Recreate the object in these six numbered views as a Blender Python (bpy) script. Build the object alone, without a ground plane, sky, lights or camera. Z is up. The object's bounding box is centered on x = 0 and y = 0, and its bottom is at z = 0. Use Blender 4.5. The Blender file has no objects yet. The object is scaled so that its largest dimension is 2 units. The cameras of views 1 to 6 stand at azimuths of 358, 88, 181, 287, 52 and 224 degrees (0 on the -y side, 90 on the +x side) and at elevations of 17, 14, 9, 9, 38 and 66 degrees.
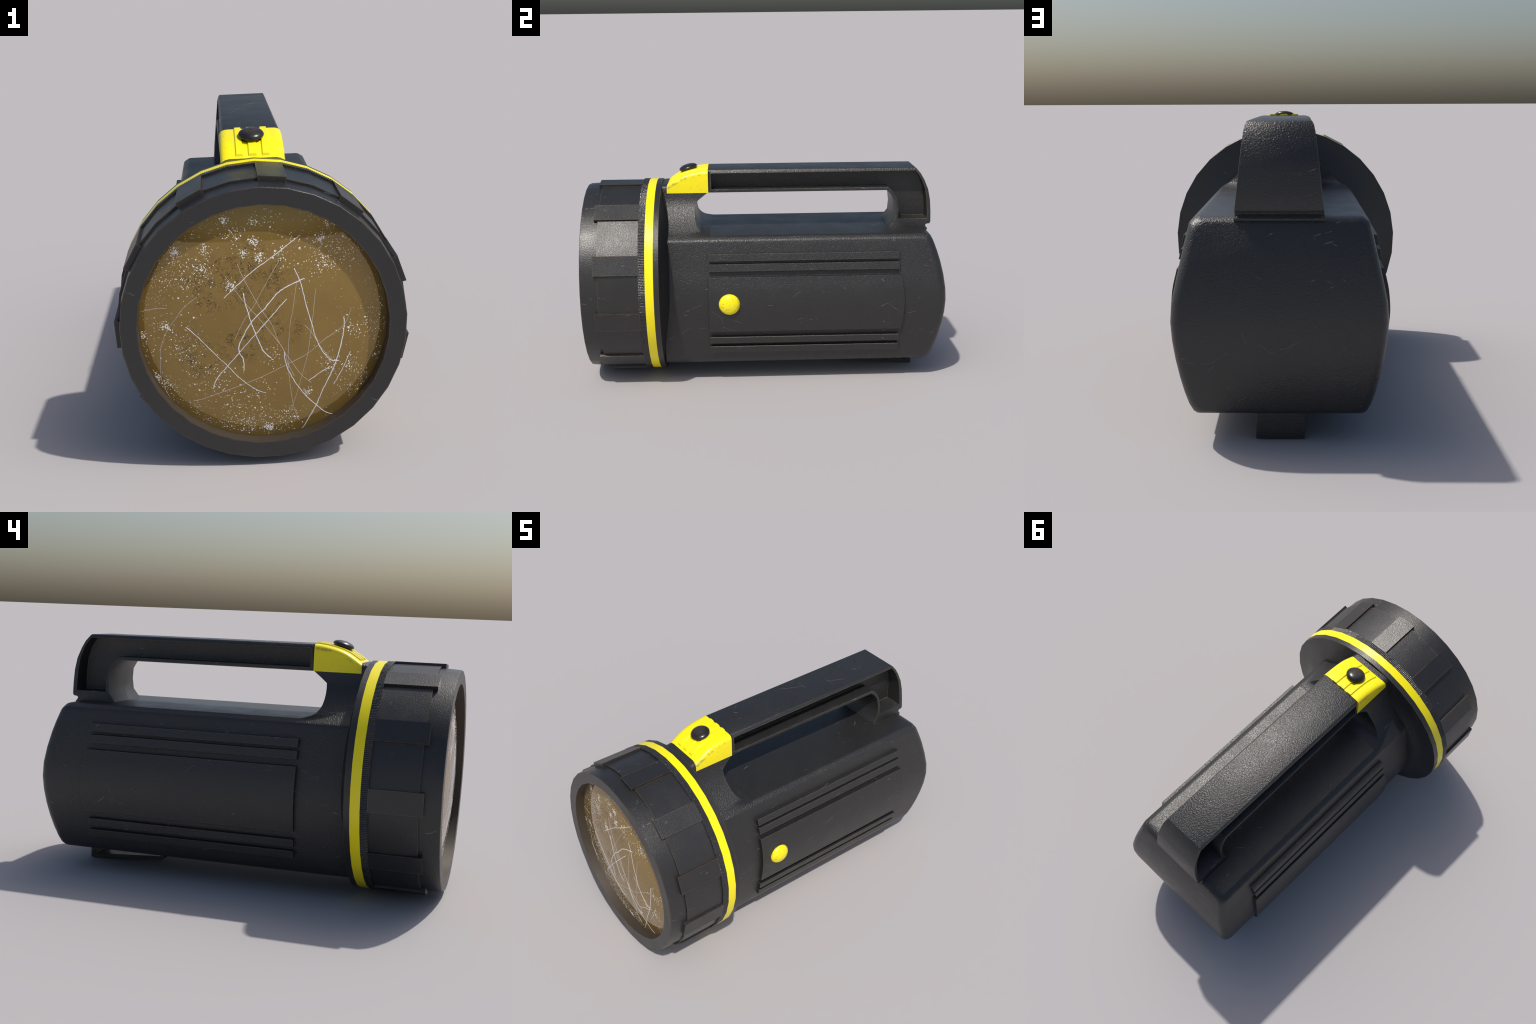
# Hand-held lantern torch: ribbed round head with a scratched lens, boxy body,
# bridge handle with hollow sides, yellow switch cover, yellow accents, belt clip.
import bpy, bmesh, math, random
from mathutils import Vector, Matrix, Euler

# ------------------------------------------------------------------ helpers
N_SIDES = 33                 # the head is a 33-sided prism: 11 ribs, one side in three
AXIS_Z = 0.5590              # height of the optical axis
STEP = 2 * math.pi / N_SIDES


def mesh_object(name, verts, faces, material, parent=None, smooth=30.0, bevel=0.0, segments=2, bevel_angle=35.0):
    me = bpy.data.meshes.new(name)
    me.from_pydata([tuple(v) for v in verts], [], faces)
    bm = bmesh.new()
    bm.from_mesh(me)
    bmesh.ops.remove_doubles(bm, verts=bm.verts, dist=1e-5)
    bmesh.ops.recalc_face_normals(bm, faces=bm.faces)
    for f in bm.faces:
        f.smooth = True
    bm.to_mesh(me)
    bm.free()
    return finish(me, name, material, parent, smooth, bevel, segments, bevel_angle)


def finish(me, name, material, parent, smooth=30.0, bevel=0.0, segments=2, bevel_angle=35.0):
    ob = bpy.data.objects.new(name, me)
    bpy.context.scene.collection.objects.link(ob)
    me.materials.append(material)
    if bevel > 0:
        m = ob.modifiers.new("rounded_edges", 'BEVEL')
        m.width = bevel
        m.segments = segments
        m.limit_method = 'ANGLE'
        m.angle_limit = math.radians(bevel_angle)
        m.use_clamp_overlap = True
        m.harden_normals = False
        dg = bpy.context.evaluated_depsgraph_get()
        new = bpy.data.meshes.new_from_object(ob.evaluated_get(dg))
        ob.modifiers.clear()
        ob.data = new
        new.name = name
        bpy.data.meshes.remove(me)
        me = new
    for p in me.polygons:
        p.use_smooth = True
    me.set_sharp_from_angle(angle=math.radians(smooth))
    if parent is not None:
        ob.parent = parent
    return ob


def around(r, a, y):
    """Point on the head at radius r, angle a (0 = up, positive toward +x)."""
    return (r * math.sin(a), y, AXIS_Z + r * math.cos(a))


def revolve(profile, sides, closed=True, a0=0.0):
    """Revolve a (radius, y) profile around the optical axis."""
    verts, faces = [], []
    n = len(profile)
    for k in range(sides):
        a = a0 + 2 * math.pi * k / sides
        verts += [around(r, a, y) for r, y in profile]
    last = n if closed else n - 1
    for k in range(sides):
        k2 = (k + 1) % sides
        for i in range(last):
            j = (i + 1) % n
            faces.append((k * n + i, k * n + j, k2 * n + j, k2 * n + i))
    return verts, faces


def loft(rows, close_ring=True, caps=True):
    """Join rows of points (all of one length) into a skin."""
    n = len(rows[0])
    verts = [p for row in rows for p in row]
    faces = []
    for r in range(len(rows) - 1):
        for i in range(n if close_ring else n - 1):
            j = (i + 1) % n
            faces.append((r * n + i, r * n + j, (r + 1) * n + j, (r + 1) * n + i))
    if caps:
        faces.append(tuple(range(n))[::-1])
        faces.append(tuple(range((len(rows) - 1) * n, len(rows) * n)))
    return verts, faces


def interp(table, t):
    """Smooth monotone lookup in a table of (key, value) pairs."""
    if t <= table[0][0]:
        return table[0][1]
    if t >= table[-1][0]:
        return table[-1][1]
    n = len(table)
    sl = [(table[i + 1][1] - table[i][1]) / (table[i + 1][0] - table[i][0]) for i in range(n - 1)]
    m = [sl[0]] + [0.0 if sl[i - 1] * sl[i] <= 0 else 2 * sl[i - 1] * sl[i] / (sl[i - 1] + sl[i]) for i in range(1, n - 1)] + [sl[-1]]
    for i in range(n - 1):
        x0, y0 = table[i]
        x1, y1 = table[i + 1]
        if x0 <= t <= x1:
            h = x1 - x0
            u = (t - x0) / h
            return ((2 * u**3 - 3 * u**2 + 1) * y0 + (u**3 - 2 * u**2 + u) * h * m[i]
                    + (-2 * u**3 + 3 * u**2) * y1 + (u**3 - u**2) * h * m[i + 1])


def smoothstep(a, b, t):
    u = min(1.0, max(0.0, (t - a) / (b - a)))
    return u * u * (3 - 2 * u)


# ------------------------------------------------------------------ materials
class Nodes:
    """A small helper that makes and wires shader nodes."""

    def __init__(self, name):
        self.mat = bpy.data.materials.new(name)
        self.mat.use_nodes = True
        self.t = self.mat.node_tree
        self.t.nodes.clear()
        self.out = self.t.nodes.new('ShaderNodeOutputMaterial')
        self.bsdf = self.t.nodes.new('ShaderNodeBsdfPrincipled')
        self.t.links.new(self.bsdf.outputs[0], self.out.inputs[0])
        self.co = self.t.nodes.new('ShaderNodeTexCoord').outputs['Object']

    def link(self, a, b):
        self.t.links.new(a, b)

    def put(self, socket, value):
        if isinstance(value, bpy.types.NodeSocket):
            self.link(value, socket)
        else:
            socket.default_value = value

    def math(self, op, a, b=0.0, c=None, clamp=False):
        n = self.t.nodes.new('ShaderNodeMath')
        n.operation = op
        n.use_clamp = clamp
        self.put(n.inputs[0], a)
        self.put(n.inputs[1], b)
        if c is not None:
            self.put(n.inputs[2], c)
        return n.outputs[0]

    def step(self, v, lo, hi, a=0.0, b=1.0):
        n = self.t.nodes.new('ShaderNodeMapRange')
        n.interpolation_type = 'SMOOTHSTEP'
        self.put(n.inputs['Value'], v)
        n.inputs['From Min'].default_value = lo
        n.inputs['From Max'].default_value = hi
        n.inputs['To Min'].default_value = a
        n.inputs['To Max'].default_value = b
        return n.outputs[0]

    def mapping(self, scale=(1, 1, 1), rot=(0, 0, 0), loc=(0, 0, 0), src=None):
        n = self.t.nodes.new('ShaderNodeMapping')
        self.link(src or self.co, n.inputs['Vector'])
        n.inputs['Scale'].default_value = scale
        n.inputs['Rotation'].default_value = rot
        n.inputs['Location'].default_value = loc
        return n.outputs[0]

    def noise(self, scale, detail=2.0, rough=0.5, vec=None, distortion=0.0):
        n = self.t.nodes.new('ShaderNodeTexNoise')
        self.link(vec or self.co, n.inputs['Vector'])
        n.inputs['Scale'].default_value = scale
        n.inputs['Detail'].default_value = detail
        n.inputs['Roughness'].default_value = rough
        n.inputs['Distortion'].default_value = distortion
        return n.outputs['Fac']

    def mix(self, fac, a, b):
        n = self.t.nodes.new('ShaderNodeMix')
        n.data_type = 'RGBA'
        self.put(n.inputs[0], fac)
        self.put(n.inputs[6], a if isinstance(a, bpy.types.NodeSocket) else (*a, 1.0))
        self.put(n.inputs[7], b if isinstance(b, bpy.types.NodeSocket) else (*b, 1.0))
        return n.outputs[2]

    def edges(self, radius, lo=0.003, hi=0.06):
        """Mask of the worn arrises: where a rounded normal leaves the flat one."""
        bev = self.t.nodes.new('ShaderNodeBevel')
        bev.samples = 8
        bev.inputs['Radius'].default_value = radius
        geo = self.t.nodes.new('ShaderNodeNewGeometry')
        dot = self.t.nodes.new('ShaderNodeVectorMath')
        dot.operation = 'DOT_PRODUCT'
        self.link(bev.outputs[0], dot.inputs[0])
        self.link(geo.outputs['Normal'], dot.inputs[1])
        return self.step(self.math('SUBTRACT', 1.0, dot.outputs['Value']), lo, hi)

    def bump(self, height, strength, distance, normal=None):
        n = self.t.nodes.new('ShaderNodeBump')
        n.inputs['Strength'].default_value = strength
        n.inputs['Distance'].default_value = distance
        self.link(height, n.inputs['Height'])
        if normal is not None:
            self.link(normal, n.inputs['Normal'])
        return n.outputs[0]

    def scratches(self, amount=1.0):
        """Short pale scratches: stretched Voronoi cells, broken up by noise."""
        total = None
        geo = self.t.nodes.new('ShaderNodeNewGeometry')
        for i, (rot, sc) in enumerate([((1.15, 0.0, 0.1), 1.0), ((-0.95, 0.1, -0.2), 1.15), ((1.75, 0.1, 0.0), 0.85), ((0.1, 1.2, 0.1), 1.05), ((0.0, -0.9, 0.2), 0.95), ((1.57, 0.75, 0.0), 1.0), ((1.57, -0.8, 0.1), 1.1)]):
            v = self.mapping((58 * sc, 58 * sc, 2.1 * sc), (0, 0, 0), (3.1 * i, 1.7 * i, 5.3 * i), src=self.mapping(rot=rot))
            warp = self.noise(9.0, 2.0, 0.5, self.mapping(loc=(7.7 * i, 2.0, 1.0)))
            n = self.t.nodes.new('ShaderNodeVectorMath')
            n.operation = 'ADD'
            self.link(v, n.inputs[0])
            comb = self.t.nodes.new('ShaderNodeCombineXYZ')
            w = self.math('MULTIPLY', self.math('SUBTRACT', warp, 0.5), 2.2)
            self.link(w, comb.inputs[0])
            self.link(w, comb.inputs[1])
            self.link(comb.outputs[0], n.inputs[1])
            vor = self.t.nodes.new('ShaderNodeTexVoronoi')
            vor.feature = 'F1'
            vor.inputs['Scale'].default_value = 1.0
            vor.inputs['Randomness'].default_value = 1.0
            self.link(n.outputs[0], vor.inputs['Vector'])
            line = self.step(vor.outputs['Distance'], 0.07, 0.17, 1.0, 0.0)
            sep = self.t.nodes.new('ShaderNodeSeparateColor')
            self.link(vor.outputs['Color'], sep.inputs[0])
            pick = self.step(sep.outputs[0], 0.68, 0.78)
            # only where the streak lies along the surface, not where it would pierce it
            axis = Euler(rot, 'XYZ').to_matrix().inverted() @ Vector((0, 0, 1))
            dot = self.t.nodes.new('ShaderNodeVectorMath')
            dot.operation = 'DOT_PRODUCT'
            self.link(geo.outputs['Normal'], dot.inputs[0])
            dot.inputs[1].default_value = axis
            along = self.step(self.math('ABSOLUTE', dot.outputs['Value']), 0.25, 0.5, 1.0, 0.0)
            m = self.math('MULTIPLY', self.math('MULTIPLY', line, pick), along)
            total = m if total is None else self.math('MAXIMUM', total, m)
        patch = self.step(self.noise(5.0, 3.0, 0.6, self.mapping(loc=(4.0, 9.0, 2.0))), 0.46, 0.60)
        grit = self.step(self.noise(30.0, 3.0), 0.34, 0.54)
        return self.math('MULTIPLY', self.math('MULTIPLY', total, patch), self.math('MULTIPLY', grit, amount), clamp=True)


def black_plastic(name, base=(0.0190, 0.0187, 0.0189), grain=0.6, grain_scale=160.0, rough=0.355, edge=(0.088, 0.079, 0.048),
                  edge_fac=0.7, edge_radius=0.006, scratch=0.75, dust=0.12):
    m = Nodes(name)
    cloud = m.noise(7.0, 4.0, 0.6)
    col = m.mix(m.step(cloud, 0.45, 0.75, 0.0, dust), base, (0.038, 0.035, 0.027))
    fine = m.noise(38.0, 3.0, 0.6)
    col = m.mix(m.step(fine, 0.3, 0.7, 0.0, 0.25), col, tuple(c * 0.82 for c in base))
    if edge_fac > 0:
        e = m.math('MULTIPLY', m.edges(edge_radius), m.step(m.noise(24.0, 3.0, 0.65), 0.30, 0.62, 0.25, 1.0))
        col = m.mix(m.math('MULTIPLY', e, edge_fac), col, edge)
    s = m.scratches(scratch)
    col = m.mix(s, col, (0.17, 0.16, 0.16))
    m.link(col, m.bsdf.inputs['Base Color'])
    m.put(m.bsdf.inputs['Roughness'], m.step(cloud, 0.3, 0.7, rough - 0.03, rough + 0.05))
    m.bsdf.inputs['Specular IOR Level'].default_value = 0.6
    h = m.noise(grain_scale, 2.0, 0.55, distortion=0.6)
    m.link(m.bump(h, grain, 0.0036), m.bsdf.inputs['Normal'])
    return m.mat


def yellow_plastic(name, wear=0.5, shoulders=False, outline=0.0):
    m = Nodes(name)
    base, dirty = (0.98, 0.84, 0.005), (0.33, 0.29, 0.06)
    cloud = m.noise(5.0, 3.0)
    col = m.mix(m.step(cloud, 0.35, 0.7, 0.0, 0.5), base, (0.96, 0.79, 0.006))
    if wear > 0:
        smear = m.step(m.noise(26.0, 5.0, 0.75, m.mapping((1.0, 0.6, 1.0))), 0.47, 0.66)
        if shoulders:                 # grime rubbed into the two rounded shoulders of the cover
            sep = m.t.nodes.new('ShaderNodeSeparateXYZ')
            m.link(m.co, sep.inputs[0])
            ax = m.math('ABSOLUTE', sep.outputs[0])
            dy = m.math('ADD', sep.outputs[1], 0.3155)
            crown = m.math('SUBTRACT', 1.182, m.math('MULTIPLY', m.math('MULTIPLY', dy, dy), 1.55))
            below = m.math('SUBTRACT', crown, sep.outputs[2])
            band = m.math('MULTIPLY', m.step(below, 0.006, 0.016), m.step(below, 0.022, 0.036, 1.0, 0.0))
            band = m.math('MULTIPLY', band, m.step(ax, 0.100, 0.118))
            col = m.mix(m.math('MULTIPLY', m.math('MULTIPLY', band, smear), wear * 1.1), col, dirty)
        spots = m.step(m.noise(60.0, 4.0, 0.72), 0.53, 0.70)
        col = m.mix(m.math('MULTIPLY', spots, wear * (0.25 if shoulders else 1.0)), col, dirty)
    if outline > 0:
        col = m.mix(m.math('MULTIPLY', m.edges(0.0035), outline), col, (0.42, 0.36, 0.03))  # shade line beside the ridges, painted as dark olive along their edges
    m.link(col, m.bsdf.inputs['Base Color'])
    m.bsdf.inputs['Roughness'].default_value = 0.32
    m.link(m.bump(m.noise(110.0, 2.0), 0.08, 0.002), m.bsdf.inputs['Normal'])
    return m.mat


def lens_glass(name):
    m = Nodes(name)
    # curly dark grime in a few patches left of the middle
    marks = None
    for x, z, r in [(-0.185, 0.14, 0.11), (-0.05, 0.25, 0.10), (0.035, 0.20, 0.09), (0.02, 0.0, 0.10), (-0.24, -0.11, 0.11),
                    (-0.09, -0.07, 0.10), (-0.13, 0.22, 0.10), (0.10, -0.02, 0.06), (-0.11, 0.14, 0.09), (0.03, 0.12, 0.07), (-0.24, 0.19, 0.08)]:
        d = m.t.nodes.new('ShaderNodeVectorMath')
        d.operation = 'DISTANCE'
        m.link(m.co, d.inputs[0])
        d.inputs[1].default_value = (x, -0.985, AXIS_Z + z)
        g = m.step(d.outputs['Value'], r * 0.35, r * 1.05, 1.0, 0.0)
        marks = g if marks is None else m.math('MAXIMUM', marks, g)
    curl = m.noise(48.0, 2.0, 0.5, distortion=1.8)
    ridge = m.step(m.math('ABSOLUTE', m.math('SUBTRACT', curl, 0.47)), 0.010, 0.045, 1.0, 0.0)
    broken = m.step(m.noise(30.0, 3.0, 0.6, m.mapping(loc=(3, 1, 2))), 0.43, 0.54)
    marks = m.math('MULTIPLY', m.math('MULTIPLY', marks, ridge), broken)
    cloud = m.noise(6.0, 3.0)
    col = m.mix(m.step(cloud, 0.35, 0.7), (0.285, 0.184, 0.050), (0.255, 0.163, 0.043))
    col = m.mix(m.math('MULTIPLY', marks, 0.92), col, (0.05, 0.035, 0.012))
    m.link(col, m.bsdf.inputs['Base Color'])
    m.bsdf.inputs['Metallic'].default_value = 0.35
    m.bsdf.inputs['Roughness'].default_value = 0.03
    m.bsdf.inputs['Specular IOR Level'].default_value = 0.6
    m.link(m.bump(m.math('MULTIPLY', marks, -1.0), 0.4, 0.002), m.bsdf.inputs['Normal'])
    return m.mat


def plain(name, col, rough, spec=0.5):
    m = Nodes(name)
    m.link(m.mix(m.step(m.noise(30.0, 3.0), 0.3, 0.7, 0.0, 0.3), col, tuple(c * 0.8 for c in col)), m.bsdf.inputs['Base Color'])
    m.bsdf.inputs['Roughness'].default_value = rough
    m.bsdf.inputs['Specular IOR Level'].default_value = spec
    return m.mat


def button_rubber(name):
    m = Nodes(name)
    d = m.t.nodes.new('ShaderNodeVectorMath')
    d.operation = 'DISTANCE'
    m.link(m.co, d.inputs[0])
    d.inputs[1].default_value = (0.0, 0.0, 0.036)
    worn = m.math('MULTIPLY', m.step(d.outputs['Value'], 0.012, 0.042, 1.0, 0.0), m.step(m.noise(40.0, 4.0, 0.7), 0.3, 0.65, 0.4, 1.0))
    m.link(m.mix(worn, (0.016, 0.015, 0.016), (0.060, 0.042, 0.034)), m.bsdf.inputs['Base Color'])
    m.bsdf.inputs['Roughness'].default_value = 0.25
    return m.mat


BODY_PLASTIC = black_plastic("textured_black_plastic")
HEAD_PLASTIC = black_plastic("head_black_plastic", grain=0.32, grain_scale=190.0, edge=(0.110, 0.068, 0.035), edge_fac=0.75, edge_radius=0.006, scratch=0.65)
HANDLE_PLASTIC = black_plastic("handle_black_plastic", grain=0.65, edge=(0.120, 0.108, 0.060), edge_fac=0.9, edge_radius=0.005, scratch=0.75)
BEZEL_PLASTIC = HEAD_PLASTIC
KNURL_PLASTIC = black_plastic("knurl_black_plastic", base=(0.020, 0.020, 0.021), grain=0.6, grain_scale=150.0, rough=0.27, edge_fac=0.0, scratch=0.0)
DUSTY_WALL = black_plastic("dusty_brown_plastic", base=(0.052, 0.041, 0.030), grain=0.15, rough=0.5, edge_fac=0.0, scratch=0.25, dust=0.3)
YELLOW_WORN = yellow_plastic("rubbed_yellow_plastic", 0.75, True)
YELLOW_RIDGE = yellow_plastic("ridge_yellow_plastic", 0.0, False, 0.7)
YELLOW_SPOTTED = yellow_plastic("spotted_yellow_plastic", 0.8)
YELLOW_CLEAN = yellow_plastic("yellow_plastic", 0.0)
LENS = lens_glass("amber_lens")
SCRATCH = plain("pale_scratch", (0.80, 0.79, 0.84), 0.6, 0.3)
SCUFF = plain("scuffed_plastic", (0.150, 0.142, 0.138), 0.6, 0.3)
FLECK = plain("white_fleck", (0.92, 0.90, 0.86), 0.6, 0.3)
BUTTON = button_rubber("dark_rubber")

# ------------------------------------------------------------------ the thing
torch = bpy.data.objects.new("flashlight", None)
bpy.context.scene.collection.objects.link(torch)
torch.empty_display_size = 0.2
torch["label"] = "black handheld lantern flashlight with yellow trim and scratched lens"
torch["category"] = "flashlight"

# ------------------------------------------------------------------ head
head_profile = [(0.4645, -1.000), (0.5270, -1.000), (0.5290, -0.9975), (0.5330, -0.925), (0.5340, -0.655), (0.44, -0.655), (0.44, -0.88), (0.4645, -0.905)]
v, f = revolve(head_profile, N_SIDES)
head = mesh_object("head_bezel", v, f, BEZEL_PLASTIC, torch, smooth=25)
# dusty liner inside the bezel mouth
v, f = revolve([(0.4635, -0.9985), (0.4635, -0.908), (0.4675, -0.908), (0.4675, -0.9985)], N_SIDES)
mesh_object("bezel_liner", v, f, DUSTY_WALL, head, smooth=25)


def ring_segment(k0, sides, r0, r1_front, r1_rear, y0, y1, inset=0.0):
    """A raised block on the head that spans whole sides of the prism."""
    rows = []
    for i in range(sides + 1):
        a = (k0 + i) * STEP
        if i == 0:
            a += inset
        if i == sides:
            a -= inset
        rows.append([around(r0, a, y0), around(r1_front, a, y0), around(r1_rear, a, y1), around(r0, a, y1)])
    return loft(rows)


for k in range(11):
    v, f = ring_segment(3 * k, 1, 0.526, 0.5545, 0.5545, -0.9265, -0.683)
    mesh_object("grip_rib", v, f, HEAD_PLASTIC, head, smooth=25)
    v, f = ring_segment(3 * k + 1, 2, 0.526, 0.5430, 0.5435, -0.906, -0.683, 0.0005)
    mesh_object("grip_panel", v, f, HEAD_PLASTIC, head, smooth=25)

# knurled band: fine teeth following the 33-sided outline
verts, faces = [], []
per_side = 12
prof = [(-0.688, -0.0300), (-0.687, 0.0), (-0.6515, 0.0), (-0.650, -0.0300)]
for k in range(N_SIDES):
    for t in range(per_side):
        for q, lift in ((0.0, -0.0024), (0.36, 0.0), (0.64, 0.0)):
            u = (t + q) / per_side
            a = k * STEP
            p0, p1 = Vector(around(0.5535, a, 0)), Vector(around(0.5535, a + STEP, 0))
            p = p0.lerp(p1, u)
            d = Vector((p.x, 0, p.z - AXIS_Z)).normalized()
            for y, dr in prof:
                off = dr + (lift if dr == 0.0 else 0.0)
                w = p + d * off
                verts.append((w.x, y, w.z))
m = len(prof)
total = len(verts) // m
for i in range(total):
    j = (i + 1) % total
    for s in range(m):
        s2 = (s + 1) % m
        faces.append((i * m + s, i * m + s2, j * m + s2, j * m + s))
mesh_object("knurled_band", verts, faces, KNURL_PLASTIC, head, smooth=60)

v, f = revolve([(0.50, -0.651), (0.5532, -0.651), (0.5532, -0.606), (0.50, -0.606)], N_SIDES)
mesh_object("yellow_band", v, f, YELLOW_CLEAN, head, smooth=25)
v, f = revolve([(0.45, -0.607), (0.5528, -0.607), (0.5525, -0.5785), (0.551, -0.5767), (0.500, -0.5693), (0.460, -0.5592), (0.427, -0.5470), (0.398, -0.5343), (0.20, -0.5250), (0.20, -0.607)], N_SIDES)
mesh_object("rear_flange", v, f, HEAD_PLASTIC, head, smooth=25)

# ------------------------------------------------------------------ lens
def dome_y(r):
    return -0.995 + 0.216 * r * r


R_LENS = 0.4630
rings, sides = 14, 66
verts, faces = [around(0, 0, dome_y(0))], []
for i in range(1, rings + 1):
    r = R_LENS * i / rings
    for k in range(sides):
        a = 2 * math.pi * k / sides
        rr = r
        if i == rings and k % 2:      # the rim follows the 33-sided mouth
            rr = r * math.cos(STEP / 2)
        verts.append(around(rr, a, dome_y(rr)))
for k in range(sides):
    k2 = (k + 1) % sides
    faces.append((0, 1 + k, 1 + k2))
    for i in range(rings - 1):
        a0, b0 = 1 + i * sides, 1 + (i + 1) * sides
        faces.append((a0 + k, b0 + k, b0 + k2, a0 + k2))
back = len(verts)
for k in range(sides):
    x, y, z = verts[1 + (rings - 1) * sides + k]
    verts.append((x, -0.915, z))
for k in range(sides):
    k2 = (k + 1) % sides
    e = 1 + (rings - 1) * sides
    faces.append((e + k, back + k, back + k2, e + k2))
faces.append(tuple(back + k for k in range(sides)))
lens = mesh_object("lens", verts, faces, LENS, torch, smooth=40)

# scratches, given as strokes (x, height above the axis) on the lens
DEEP_SCRATCHES = [
    [(-0.143, 0.119), (-0.102, 0.156), (-0.054, 0.199), (-0.02, 0.225), (0.039, 0.264), (0.106, 0.311), (0.14, 0.335)],
    [(-0.071, 0.137), (-0.065, 0.095), (-0.056, 0.058), (-0.046, 0.021), (-0.032, -0.025), (-0.012, -0.08), (-0.01, -0.089), (0.023, -0.126)],
    [(0.155, 0.178), (0.087, 0.151), (0.048, 0.124), (0.004, 0.073), (-0.044, 0.026), (-0.078, -0.031), (-0.095, -0.068), (-0.095, -0.096), (-0.082, -0.124), (-0.081, -0.173)],
    [(0.087, 0.105), (0.06, 0.077), (0.016, 0.028), (-0.032, -0.025), (-0.072, -0.069), (-0.095, -0.096), (-0.14, -0.149), (-0.182, -0.2), (-0.198, -0.245)],
    [(-0.287, 0.011), (-0.25, -0.025), (-0.184, -0.101), (-0.137, -0.153), (-0.096, -0.203), (-0.054, -0.24), (-0.026, -0.26), (-0.001, -0.27)],
    [(0.117, 0.218), (0.136, 0.172), (0.155, 0.088), (0.177, -0.003), (0.187, -0.045), (0.207, -0.097), (0.225, -0.127), (0.25, -0.153), (0.278, -0.156)],
    [(0.297, 0.021), (0.297, -0.014), (0.291, -0.063), (0.269, -0.147), (0.243, -0.213), (0.213, -0.275), (0.187, -0.34), (0.133, -0.446)],
    [(0.321, -0.122), (0.298, -0.174), (0.279, -0.213), (0.255, -0.255)],
    [(0.243, -0.177), (0.203, -0.2), (0.162, -0.228)],
    [(0.071, -0.1), (0.072, -0.125), (0.08, -0.165), (0.101, -0.215), (0.126, -0.258), (0.154, -0.299), (0.209, -0.36), (0.231, -0.378), (0.256, -0.388)],
]
FINE_SCRATCHES = [
    [(-0.136, 0.204), (-0.098, 0.144), (-0.059, 0.088), (-0.025, 0.046), (0.015, -0.009), (0.059, -0.073), (0.071, -0.098), (0.102, -0.151), (0.134, -0.202), (0.173, -0.241)],
    [(-0.088, 0.246), (-0.068, 0.192), (-0.03, 0.112), (-0.004, 0.063), (0.029, 0.009), (0.049, -0.053), (0.072, -0.101), (0.084, -0.15), (0.108, -0.207)],
    [(0.065, 0.252), (0.044, 0.218), (-0, 0.146), (-0.031, 0.09), (-0.064, 0.044), (-0.087, 0.004), (-0.11, -0.044)],
    [(-0.241, 0.125), (-0.289, 0.087), (-0.323, 0.043), (-0.354, 0.001), (-0.374, -0.04), (-0.388, -0.083), (-0.387, -0.084), (-0.393, -0.179), (-0.382, -0.236), (-0.36, -0.29)],
    [(-0.452, 0.07), (-0.416, 0.079), (-0.38, 0.084), (-0.354, 0.084)],
    [(-0.277, -0.296), (-0.236, -0.285), (-0.17, -0.26), (-0.104, -0.235), (-0.014, -0.199), (0.066, -0.16), (0.157, -0.116), (0.222, -0.064), (0.296, -0.014), (0.326, 0.051)],
    [(0.125, 0.172), (0.108, 0.062), (0.096, 0.004), (0.085, -0.13), (0.088, -0.214), (0.099, -0.315), (0.113, -0.376), (0.124, -0.404)],
    [(0.194, 0.136), (0.183, 0.047), (0.173, -0.025), (0.157, -0.124), (0.134, -0.21), (0.114, -0.282), (0.095, -0.34), (0.092, -0.359)],
    [(0.149, -0), (0.173, -0.029), (0.204, -0.085), (0.229, -0.123), (0.25, -0.149)],
]
FLECK_CLUSTERS = [(-0.313, 0.288, 40), (-0.327, 0.204, 45), (-0.214, 0.23, 40), (-0.253, 0.194, 35), (-0.132, 0.403, 22), (-0.098, 0.347, 30), (-0.026, 0.326, 30), (-0.01, 0.27, 30), (-0.116, 0.161, 30), (0.033, 0.405, 14), (-0.023, 0.394, 14), (0.244, 0.378, 16), (0.307, 0.276, 45), (0.207, 0.251, 45), (0.225, 0.226, 25), (0.063, 0.256, 20), (-0.065, 0.281, 25), (0.418, -0.018, 35), (0.438, -0.135, 25), (0.33, -0.028, 25), (0.242, -0.164, 35), (0.32, -0.173, 25), (-0.367, 0.014, 25), (-0.311, -0.001, 25), (-0.297, -0.077, 45), (-0.415, -0.194, 55), (-0.389, -0.232, 50), (-0.245, -0.156, 20), (-0.181, -0.2, 35), (-0.127, -0.29, 35), (-0.073, -0.401, 35), (-0.152, -0.41, 40), (0.009, -0.424, 45), (-0.005, -0.387, 35), (-0.04, -0.26, 25), (0.083, -0.371, 30), (0.032, -0.114, 20), (0.153, -0.275, 20), (-0.455, -0.022, 25), (-0.453, -0.063, 20), (0.36, -0.277, 30), (-0.202, 0.295, 25), (0.121, 0.318, 20), (0.214, 0.32, 20)]


def catmull(pts, sub):
    out = []
    for i in range(len(pts) - 1):
        p0, p1, p2, p3 = pts[max(i - 1, 0)], pts[i], pts[i + 1], pts[min(i + 2, len(pts) - 1)]
        for s in range(sub):
            u = s / sub
            out.append(tuple(0.5 * (2 * p1[c] + (p2[c] - p0[c]) * u + (2 * p0[c] - 5 * p1[c] + 4 * p2[c] - p3[c]) * u * u
                                    + (3 * p1[c] - p0[c] - 3 * p2[c] + p3[c]) * u**3) for c in (0, 1)))
    out.append(pts[-1])
    return out


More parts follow.
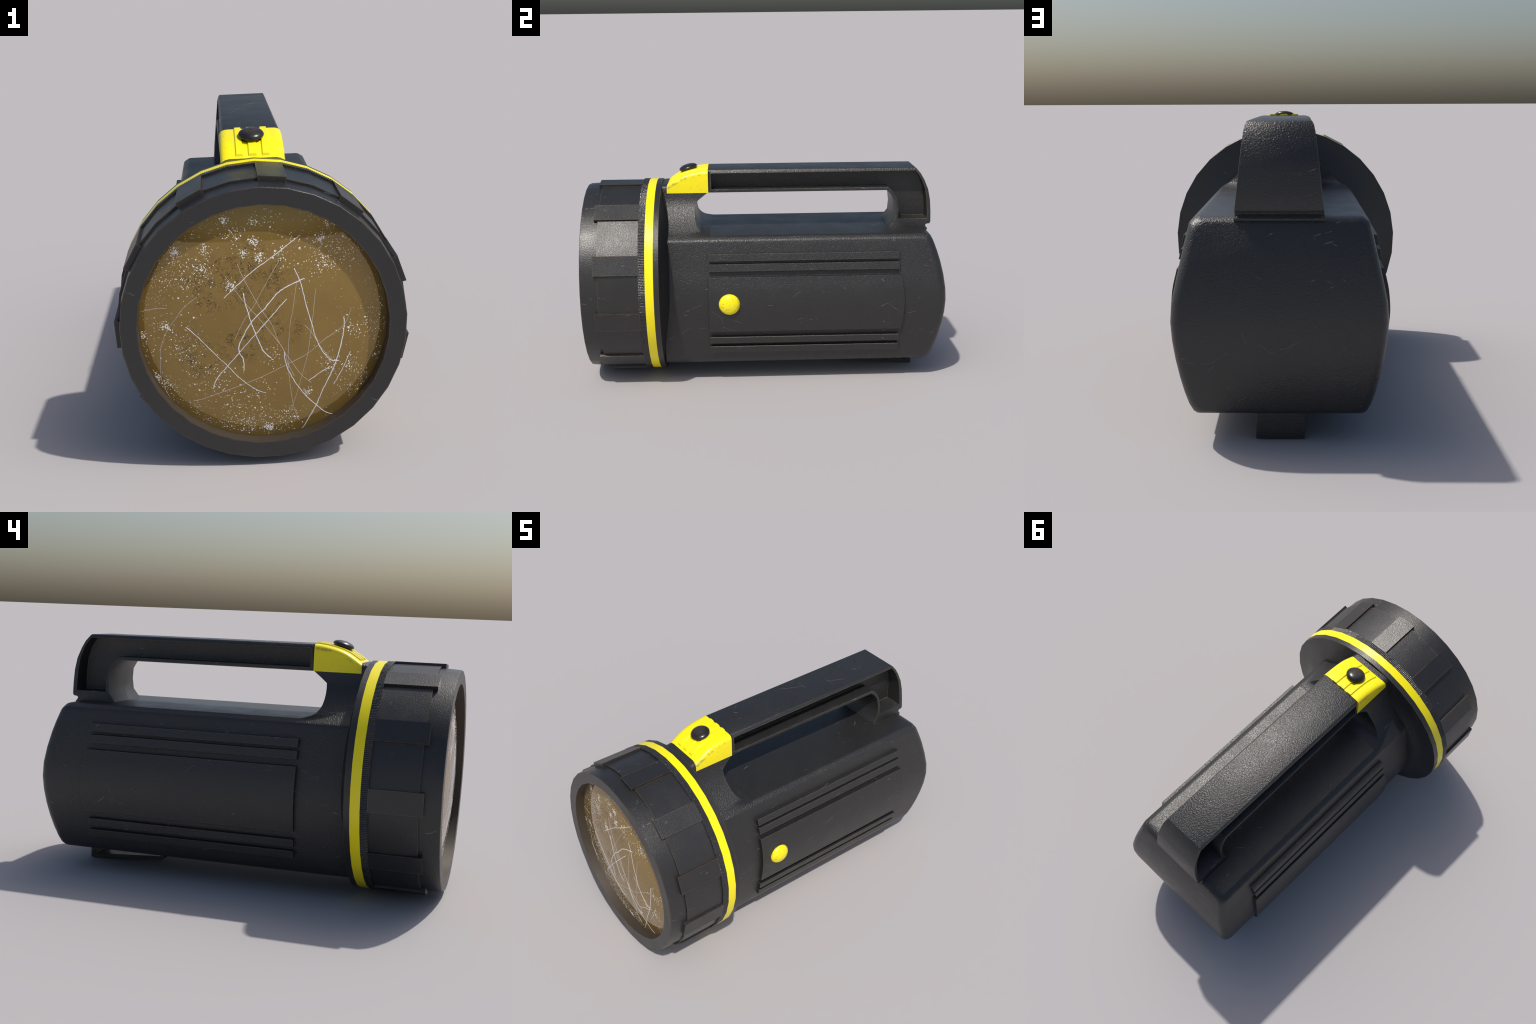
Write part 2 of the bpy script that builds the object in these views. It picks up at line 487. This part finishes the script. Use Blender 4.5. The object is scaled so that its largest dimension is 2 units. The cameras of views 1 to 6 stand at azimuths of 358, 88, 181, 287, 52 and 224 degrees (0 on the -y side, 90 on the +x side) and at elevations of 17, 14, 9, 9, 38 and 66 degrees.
def stroke(points, width, height, rng, wobble):
    """A thin raised streak lying on the lens."""
    line = catmull(points, 7)
    rows = []
    for i, (x, h) in enumerate(line):
        a, b = line[max(i - 1, 0)], line[min(i + 1, len(line) - 1)]
        tx, th = b[0] - a[0], b[1] - a[1]
        n = math.hypot(tx, th) or 1.0
        nx, nh = -th / n, tx / n
        j = rng.uniform(-wobble, wobble)
        x, h = x + nx * j, h + nh * j
        w = width * rng.uniform(0.75, 1.15) * (0.45 if i in (0, len(line) - 1) else 1.0)
        row = []
        for s, lift in ((-0.5, -0.0006), (-0.28, height), (0.28, height), (0.5, -0.0006)):
            px, ph = x + nx * w * s, h + nh * w * s
            r = math.hypot(px, ph)
            if r > 0.459:
                px, ph, r = px * 0.459 / r, ph * 0.459 / r, 0.459
            row.append((px, dome_y(r) - lift, AXIS_Z + ph))
        rows.append(row)
    return loft(rows)


rng = random.Random(7)
for pts in DEEP_SCRATCHES:
    v, f = stroke(pts, rng.uniform(0.0032, 0.0050), 0.0005, rng, 0.0010)
    mesh_object("lens_scratch", v, f, SCRATCH, lens, smooth=60)
for pts in FINE_SCRATCHES:
    v, f = stroke(pts, 0.0011, 0.0003, rng, 0.0004)
    mesh_object("hairline_scratch", v, f, SCRATCH, lens, smooth=60)

# paint-white flecks: in clusters, and a thin sprinkle elsewhere, thicker near the rim
verts, faces = [], []


def fleck(x, h, size):
    r = math.hypot(x, h)
    if r > 0.456:
        return
    base = len(verts)
    n = 6
    turn = rng.uniform(0, 6.3)
    stretch = rng.uniform(0.7, 1.5)
    for k in range(n):
        a = 2 * math.pi * k / n
        q = size * rng.uniform(0.7, 1.2)
        u, w = q * math.cos(a) * stretch, q * math.sin(a)
        px, ph = x + u * math.cos(turn) - w * math.sin(turn), h + u * math.sin(turn) + w * math.cos(turn)
        verts.append((px, dome_y(math.hypot(px, ph)) + 0.0003, AXIS_Z + ph))
    verts.append((x, dome_y(r) - 0.0006, AXIS_Z + h))
    for k in range(n):
        faces.append((base + k, base + (k + 1) % n, base + n))


for cx, ch, count in FLECK_CLUSTERS:
    spread = rng.choice((0.010, 0.022, 0.040))
    for i in range(int(count * 2.1)):
        fleck(cx + rng.gauss(0, spread), ch + rng.gauss(0, spread), rng.uniform(0.0009, 0.0029) * (1.7 if rng.random() < 0.12 else 1.0))
for i in range(750):
    a, r = rng.uniform(0, 6.2832), rng.triangular(0.36, 0.456, 0.445)
    if math.sin(3 * a + 0.6) + math.sin(7 * a) > -0.5:
        fleck(r * math.cos(a), r * math.sin(a), rng.uniform(0.0008, 0.0022))
for i in range(900):
    a, r = rng.uniform(0, 6.2832), 0.46 * math.sqrt(rng.random())
    if rng.random() < 0.35 + 0.65 * (r / 0.46) ** 2:
        fleck(r * math.cos(a), r * math.sin(a), rng.uniform(0.0006, 0.0017))
flecks = mesh_object("lens_flecks", verts, faces, FLECK, lens, smooth=80)
flecks["kind"] = "stuff"

# ------------------------------------------------------------------ body
# half width of the body against height
SECTION = [(0.110, 0.296), (0.1115, 0.308), (0.121, 0.3205), (0.150, 0.3345), (0.200, 0.3490), (0.260, 0.3625), (0.330, 0.3755), (0.400, 0.3853), (0.470, 0.3900),
           (0.540, 0.3855), (0.620, 0.3690), (0.700, 0.3515), (0.755, 0.3395), (0.796, 0.3300), (0.812, 0.3265), (0.8200, 0.3235), (0.8250, 0.3190), (0.8360, 0.3020), (0.8395, 0.2960), (0.8410, 0.2870)]
Z_MID = 0.478


def rear_y(z):
    """The rear end is bowed: furthest back at mid height."""
    d = math.sqrt((z - Z_MID) ** 2 + 0.03 ** 2) - 0.03
    return 1.0 - 0.06 * d - (0.60 if z > Z_MID else 0.50) * d * d


left = [(-x, z) for z, x in SECTION]
right = [(x, z) for z, x in reversed(SECTION)]
outline = right + left               # down the right side, up the left side
cx, cz = 0.0, Z_MID


def shrink(p, d):
    """Move an outline point inward by about d."""
    x, z = p
    hx, hz = 0.39, 0.366
    sx, sz = (hx - d) / hx, (hz - 0.65 * d) / hz
    return x * sx, cz + (z - cz) * sz


ROUND = 0.045
rows = [[(x, y, z) for x, z in outline] for y in (-0.568, -0.32, 0.0, 0.35, 0.70)]
for i in range(0, 8):
    t = math.pi / 2 * i / 7
    d = ROUND * (1 - math.cos(t)) * 0.85
    row = []
    for p in outline:
        x, z = shrink(p, d)
        row.append((x, rear_y(z) - ROUND * (1 - math.sin(t)), z))
    rows.append(row)
v, f = loft(rows, caps=False)
n = len(outline)
half = n // 2
base = (len(rows) - 1) * n
for i in range(half - 1):            # bowed end face: strips between equal heights
    f.append((base + i, base + i + 1, base + n - 2 - i, base + n - 1 - i))
f.append(tuple(range(n)))
body = mesh_object("body_housing", v, f, BODY_PLASTIC, torch, smooth=40)


def side_x(z):
    return interp(SECTION, z)


def side_panel(name, z0, z1, y0, y1, bow, lift, sign):
    """A raised plate that follows the bulging flank between two heights."""
    rows = []
    steps = max(2, int((z1 - z0) / 0.02))
    full = lift
    for i in range(steps + 1):
        z = z0 + (z1 - z0) * i / steps
        u = 2 * i / steps - 1
        x, yb = side_x(z), y1 + bow * (1 - u * u)
        lift = full - 0.0035 * (1 - smoothstep(0.28, 0.46, z)) if z < 0.46 else full
        rows.append([(sign * (x - 0.01), y0, z), (sign * (x + lift), y0, z), (sign * (x + lift), yb, z), (sign * (x - 0.01), yb, z)])
    v, f = loft(rows)
    return mesh_object(name, v, f, BODY_PLASTIC, body, smooth=30, bevel=0.0016, segments=1)


for sign in (1, -1):
    side_panel("flank_panel", 0.317, 0.628, -0.317, 0.743, 0.018, 0.0225, sign)
    for z0, z1 in ((0.714, 0.753), (0.659, 0.699), (0.244, 0.283), (0.187, 0.225)):
        side_panel("flank_rib", z0, z1, -0.317, 0.735, 0.0, 0.0230, sign)

# yellow side button
prof = [(0.0, 0.036), (0.020, 0.0345), (0.038, 0.030), (0.051, 0.0225), (0.0575, 0.013), (0.059, 0.004), (0.059, -0.012)]
rows = []
for k in range(32):
    a = 2 * math.pi * k / 32
    rows.append([(0.4045 + h, -0.2055 + r * math.cos(a), 0.481 + r * math.sin(a)) for r, h in prof])
v, f = loft(rows + [rows[0]], close_ring=False, caps=False)
mesh_object("side_button", v, f, YELLOW_SPOTTED, torch, smooth=40)
prof = [(0.061, 0.007), (0.063, 0.003), (0.063, -0.012), (0.050, -0.012), (0.050, 0.007)]
rows = []
for k in range(32):
    a = 2 * math.pi * k / 32
    rows.append([(0.4045 + h, -0.2055 + r * math.cos(a), 0.481 + r * math.sin(a)) for r, h in prof])
v, f = loft(rows + [rows[0]], close_ring=True, caps=False)
mesh_object("button_collar", v, f, BODY_PLASTIC, torch, smooth=30)

# belt clip under the body
outer = [(0.860, 0.125), (0.860, 0.0), (0.456, 0.026), (0.372, 0.125)]
inner = [(0.400, 0.125), (0.466, 0.046), (0.836, 0.022), (0.836, 0.125)]
loop = outer + inner
rows = [[(x, y, z) for y, z in loop] for x in (-0.0915, 0.0915)]
v, f = loft(rows, caps=False)
for o in (0, 8):
    for i in range(3):
        f.append((o + i, o + i + 1, o + 6 - i, o + 7 - i))
mesh_object("belt_clip", v, f, BODY_PLASTIC, torch, smooth=25, bevel=0.002, segments=1)

# ------------------------------------------------------------------ handle
# outline of the bridge handle seen from the side (y, z)
OUTLINE = [(-0.3160, 1.180), (0.20, 1.1795), (0.855, 1.177), (0.8635, 1.1705), (0.886, 1.143), (0.9055, 1.108), (0.927, 1.055), (0.938, 0.995), (0.941, 0.930),
           (0.941, 0.874), (0.936, 0.8625), (0.917, 0.860), (0.911, 0.854), (0.914, 0.846), (0.924, 0.834), (0.910, 0.816), (0.880, 0.790), (0.690, 0.790),
           (0.697, 0.830), (0.711, 0.851), (0.740, 0.890), (0.744, 0.945), (0.737, 0.999), (0.716, 1.032), (0.691, 1.0535), (0.20, 1.0535), (-0.3160, 1.0535)]
RECESS = [(-0.298, 1.161), (0.20, 1.1608), (0.8545, 1.1605), (0.871, 1.139), (0.888, 1.112), (0.909, 1.057), (0.917, 0.996), (0.920, 0.930), (0.920, 0.891),
          (0.757, 0.891), (0.760, 0.943), (0.750, 1.004), (0.728, 1.044), (0.701, 1.071), (0.20, 1.0712), (-0.298, 1.0715)]


def handle_width(y, z):
    foot = 0.159 - 0.112 * (z - 0.863)
    back = min(1.0, max(0.0, (y + 0.316) / 1.0))
    w = 0.1285 + (foot - 0.1285) * back
    # the top edges are rounded over
    t = (z - 1.150) / 0.031
    if t > 0:
        w -= (0.017 - 0.007 * back) * t * t
    return w


bm = bmesh.new()
for s in (1, -1):
    loops = []
    for pts in (OUTLINE, RECESS):
        vs = [bm.verts.new((s * handle_width(y, z), y, z)) for y, z in pts]
        loops.append((vs, [bm.edges.new((vs[i], vs[(i + 1) % len(vs)])) for i in range(len(vs))]))
    flat = {}
    for vs, _ in loops:               # fill the rim in the plane, then put the widths back
        for w in vs:
            flat[w] = w.co.x
            w.co.x = s * 0.13
    bmesh.ops.triangle_fill(bm, use_beauty=True, use_dissolve=False, edges=loops[0][1] + loops[1][1])
    for w, x in flat.items():
        w.co.x = x
    rv = loops[1][0]
    floor = []
    ym, zm = 0.83, 1.0
    for w in rv:
        floor.append(bm.verts.new((s * 0.046, w.co.y, w.co.z)))
    for i in range(len(rv)):
        j = (i + 1) % len(rv)
        bm.faces.new((rv[i], rv[j], floor[j], floor[i]))
    fl_edges = [bm.edges.get((floor[i], floor[(i + 1) % len(floor)])) for i in range(len(floor))]
    bmesh.ops.triangle_fill(bm, use_beauty=True, use_dissolve=False, edges=fl_edges)
    if s == 1:
        outer_right = loops[0][0]
    else:
        for i in range(len(OUTLINE)):
            j = (i + 1) % len(OUTLINE)
            bm.faces.new((outer_right[i], outer_right[j], loops[0][0][j], loops[0][0][i]))
bmesh.ops.recalc_face_normals(bm, faces=bm.faces)
me = bpy.data.meshes.new("handle")
bm.to_mesh(me)
bm.free()
handle = finish(me, "handle", HANDLE_PLASTIC, torch, smooth=32, bevel=0.0022, segments=2, bevel_angle=40)

# flared post between the head and the handle
POST = [(0.790, 0.322, -0.300), (0.812, 0.3235, -0.300), (0.8260, 0.3165, -0.300), (0.8395, 0.297, -0.300), (0.8455, 0.287, -0.328), (0.853, 0.2755, -0.350), (0.865, 0.260, -0.367), (0.884, 0.239, -0.381),
        (0.903, 0.217, -0.388), (0.930, 0.192, -0.3915), (0.955, 0.170, -0.3915), (0.975, 0.155, -0.390), (1.000, 0.1420, -0.387), (1.025, 0.1335, -0.356), (1.0540, 0.1282, -0.318)]
rows = []
for z, w, yr in POST:
    side = [(w, -0.568), (w, -0.52), (w, -0.48), (w, -0.44), (w, yr)]
    rows.append([(x, y, z) for x, y in side] + [(0.0, yr, z)] + [(-x, y, z) for x, y in reversed(side)])
v, f = loft(rows)
post = mesh_object("handle_post", v, f, BODY_PLASTIC, handle, smooth=38)
neck = [(0.1280, 1.040), (0.1280, 1.080), (0.122, 1.0905), (0.110, 1.097), (0.094, 1.100)]
rows = [[(x, y, z + (dz if z > 1.05 else 0)) for x, z in neck] + [(-x, y, z + (dz if z > 1.05 else 0)) for x, z in reversed(neck)] for y, dz in ((-0.590, -0.004), (-0.540, 0.002))]
v, f = loft(rows)
mesh_object("post_neck", v, f, BODY_PLASTIC, handle, smooth=38)

# ------------------------------------------------------------------ switch cover
COVER_TOP = [(-0.5475, 1.0985), (-0.535, 1.1065), (-0.520, 1.1165), (-0.500, 1.1300), (-0.479, 1.1425), (-0.455, 1.1535), (-0.430, 1.1620), (-0.405, 1.1685),
             (-0.380, 1.1735), (-0.350, 1.1785), (-0.3155, 1.1822)]


def cover_z(y):
    return interp(COVER_TOP, y)


rows = []
for i in range(25):
    y = -0.5475 + (0.5475 - 0.3155) * i / 24
    zt = cover_z(y)
    halfsec = [(0.1292, 1.0525), (0.1292, zt - 0.027), (0.1280, zt - 0.018), (0.1235, zt - 0.0095), (0.115, zt - 0.0038), (0.104, zt - 0.0008), (0.092, zt), (0.045, zt)]
    rows.append([(x, y, z) for x, z in halfsec] + [(-x, y, z) for x, z in reversed(halfsec)])
v, f = loft(rows)
cover = mesh_object("switch_cover", v, f, YELLOW_WORN, torch, smooth=40)
for x0, x1 in ((-0.0655, -0.0400), (-0.0150, 0.0150), (0.0400, 0.0655)):
    rows = []
    for i in range(21):
        y = -0.529 + (0.529 - 0.3148) * i / 20
        z = cover_z(y)
        rows.append([(x0 - 0.0035, y - (0.003 if i == 0 else 0), z - 0.003), (x0, y, z + 0.0068), (x1, y, z + 0.0068), (x1 + 0.0035, y - (0.003 if i == 0 else 0), z - 0.003)])
    v, f = loft(rows)
    mesh_object("cover_ridge", v, f, YELLOW_RIDGE, cover, smooth=30, bevel=0.0009, segments=1, bevel_angle=50)

# push button: a mushroom cap on a short stem, square to the sloping cover
prof = [(0.0, 0.0355), (0.014, 0.0348), (0.028, 0.0325), (0.040, 0.0282), (0.048, 0.0228), (0.0525, 0.0165), (0.0525, 0.0125), (0.0490, 0.0085), (0.0450, 0.0070), (0.0440, -0.012)]
rows = []
for k in range(36):
    a = 2 * math.pi * k / 36
    rows.append([(r * math.cos(a), r * math.sin(a), h) for r, h in prof])
v, f = loft(rows + [rows[0]], close_ring=False, caps=False)
button = mesh_object("push_button", v, f, BUTTON, cover, smooth=50)
yb = -0.426
slope = (cover_z(yb + 0.05) - cover_z(yb - 0.05)) / 0.10
button.rotation_euler = (math.atan(slope) * 0.9, 0, 0)
button.location = (0, yb, cover_z(yb) + 0.001)

# ------------------------------------------------------------------ long scuffs
# angular scrapes on the flanks (y, z), the rear (x, z) and the handle top (x, y)
FLANK_SCUFFS = [[(0.672, 0.470), (0.709, 0.442), (0.744, 0.412)], [(0.141, 0.515), (0.174, 0.539), (0.190, 0.547)], [(0.532, 0.620), (0.556, 0.628)],
                [(0.004, 0.469), (0.036, 0.473)], [(0.234, 0.383), (0.254, 0.385)], [(-0.305, 0.441), (-0.255, 0.404), (-0.246, 0.368)],
                [(-0.245, 0.347), (-0.244, 0.322)], [(-0.245, 0.347), (-0.210, 0.334), (-0.172, 0.321)], [(-0.189, 0.388), (-0.136, 0.368)],
                [(0.784, 0.405), (0.833, 0.415)], [(0.835, 0.493), (0.855, 0.497)], [(0.870, 0.673), (0.905, 0.664)], [(0.837, 0.264), (0.851, 0.247)],
                [(-0.484, 0.296), (-0.442, 0.330), (-0.426, 0.332)], [(-0.381, 0.333), (-0.340, 0.334)]]
REAR_SCUFFS = [[(0.0, 0.378), (-0.024, 0.380), (-0.048, 0.395), (-0.083, 0.416)], [(0.071, 0.394), (0.040, 0.370), (0.012, 0.350)],
               [(0.004, 0.346), (-0.024, 0.366), (-0.041, 0.382)], [(0.330, 0.325), (0.298, 0.325)],
               [(0.282, 0.326), (0.246, 0.325), (0.214, 0.345), (0.184, 0.363)], [(0.275, 0.275), (0.231, 0.317)],
               [(-0.225, 0.391), (-0.253, 0.366), (-0.278, 0.344)], [(0.081, 0.639), (0.063, 0.628)], [(-0.216, 0.634), (-0.235, 0.620)],
               [(-0.134, 0.659), (-0.153, 0.654)], [(0.134, 0.443), (0.117, 0.398)]]
TOP_SCUFFS = [[(0.023, 0.445), (0.041, 0.491), (0.061, 0.535)], [(-0.003, 0.444), (0.023, 0.445), (0.074, 0.447)],
              [(-0.077, 0.171), (-0.051, 0.226), (-0.023, 0.292)], [(-0.071, 0.298), (-0.020, 0.296), (-0.002, 0.299)]]


def scuff_mesh(name, strokes, place, parent):
    """Join thin flat scrapes into one piece; place(u, v) gives the point on the surface and its outward axis."""
    verts, faces = [], []
    for pts in strokes:
        line = catmull(pts, 6)
        base = len(verts)
        for i, (u, w) in enumerate(line):
            a, b = line[max(i - 1, 0)], line[min(i + 1, len(line) - 1)]
            du, dw = b[0] - a[0], b[1] - a[1]
            n = math.hypot(du, dw) or 1.0
            half = 0.0015 * rng.uniform(0.35, 1.1) * (0.3 if i in (0, len(line) - 1) else 1.0)
            for s, lift in ((-1, -0.0006), (0, 0.0005), (1, -0.0006)):
                p, out = place(u - dw / n * half * s, w + du / n * half * s)
                verts.append(tuple(Vector(p) + Vector(out) * lift))
        for i in range(len(line) - 1):
            for c in (0, 1):
                k = base + i * 3 + c
                faces.append((k, k + 1, k + 4, k + 3))
    ob = mesh_object(name, verts, faces, SCUFF, parent, smooth=80)
    ob["kind"] = "stuff"
    return ob


def chord_x(z):
    """Half width of the body as built, straight between section points."""
    for (z0, x0), (z1, x1) in zip(SECTION, SECTION[1:]):
        if z0 <= z <= z1:
            return x0 + (x1 - x0) * (z - z0) / (z1 - z0)


def flank(sign):
    def place(y, z):
        if 0.317 < z < 0.628 and -0.317 < y < 0.75:
            x = side_x(z) + 0.0225 - (0.0035 * (1 - smoothstep(0.28, 0.46, z)) if z < 0.46 else 0.0)
        else:
            x = chord_x(z)
        return (sign * x, y, z), (sign, 0, 0)
    return place


def rear(x, z):
    for (z0, _), (z1, _) in zip(SECTION, SECTION[1:]):
        if z0 <= z <= z1:
            t = (z - z0) / (z1 - z0)
            return (x, rear_y(z0) * (1 - t) + rear_y(z1) * t, z), (0, 1, 0)


def top(x, y):
    if y < 0.20:
        return (x, y, 1.180 - 0.0005 * (y + 0.316) / 0.516), (0, 0, 1)
    return (x, y, 1.1795 - 0.0025 * (y - 0.20) / 0.655), (0, 0, 1)


scuff_mesh("flank_scuffs", FLANK_SCUFFS, flank(1), body)
scuff_mesh("flank_scuffs", [[(0.36 - y, min(0.60, z + 0.05)) for y, z in pts] for pts in FLANK_SCUFFS], flank(-1), body)
scuff_mesh("rear_scuffs", REAR_SCUFFS, rear, body)
scuff_mesh("handle_scuffs", TOP_SCUFFS, top, handle)
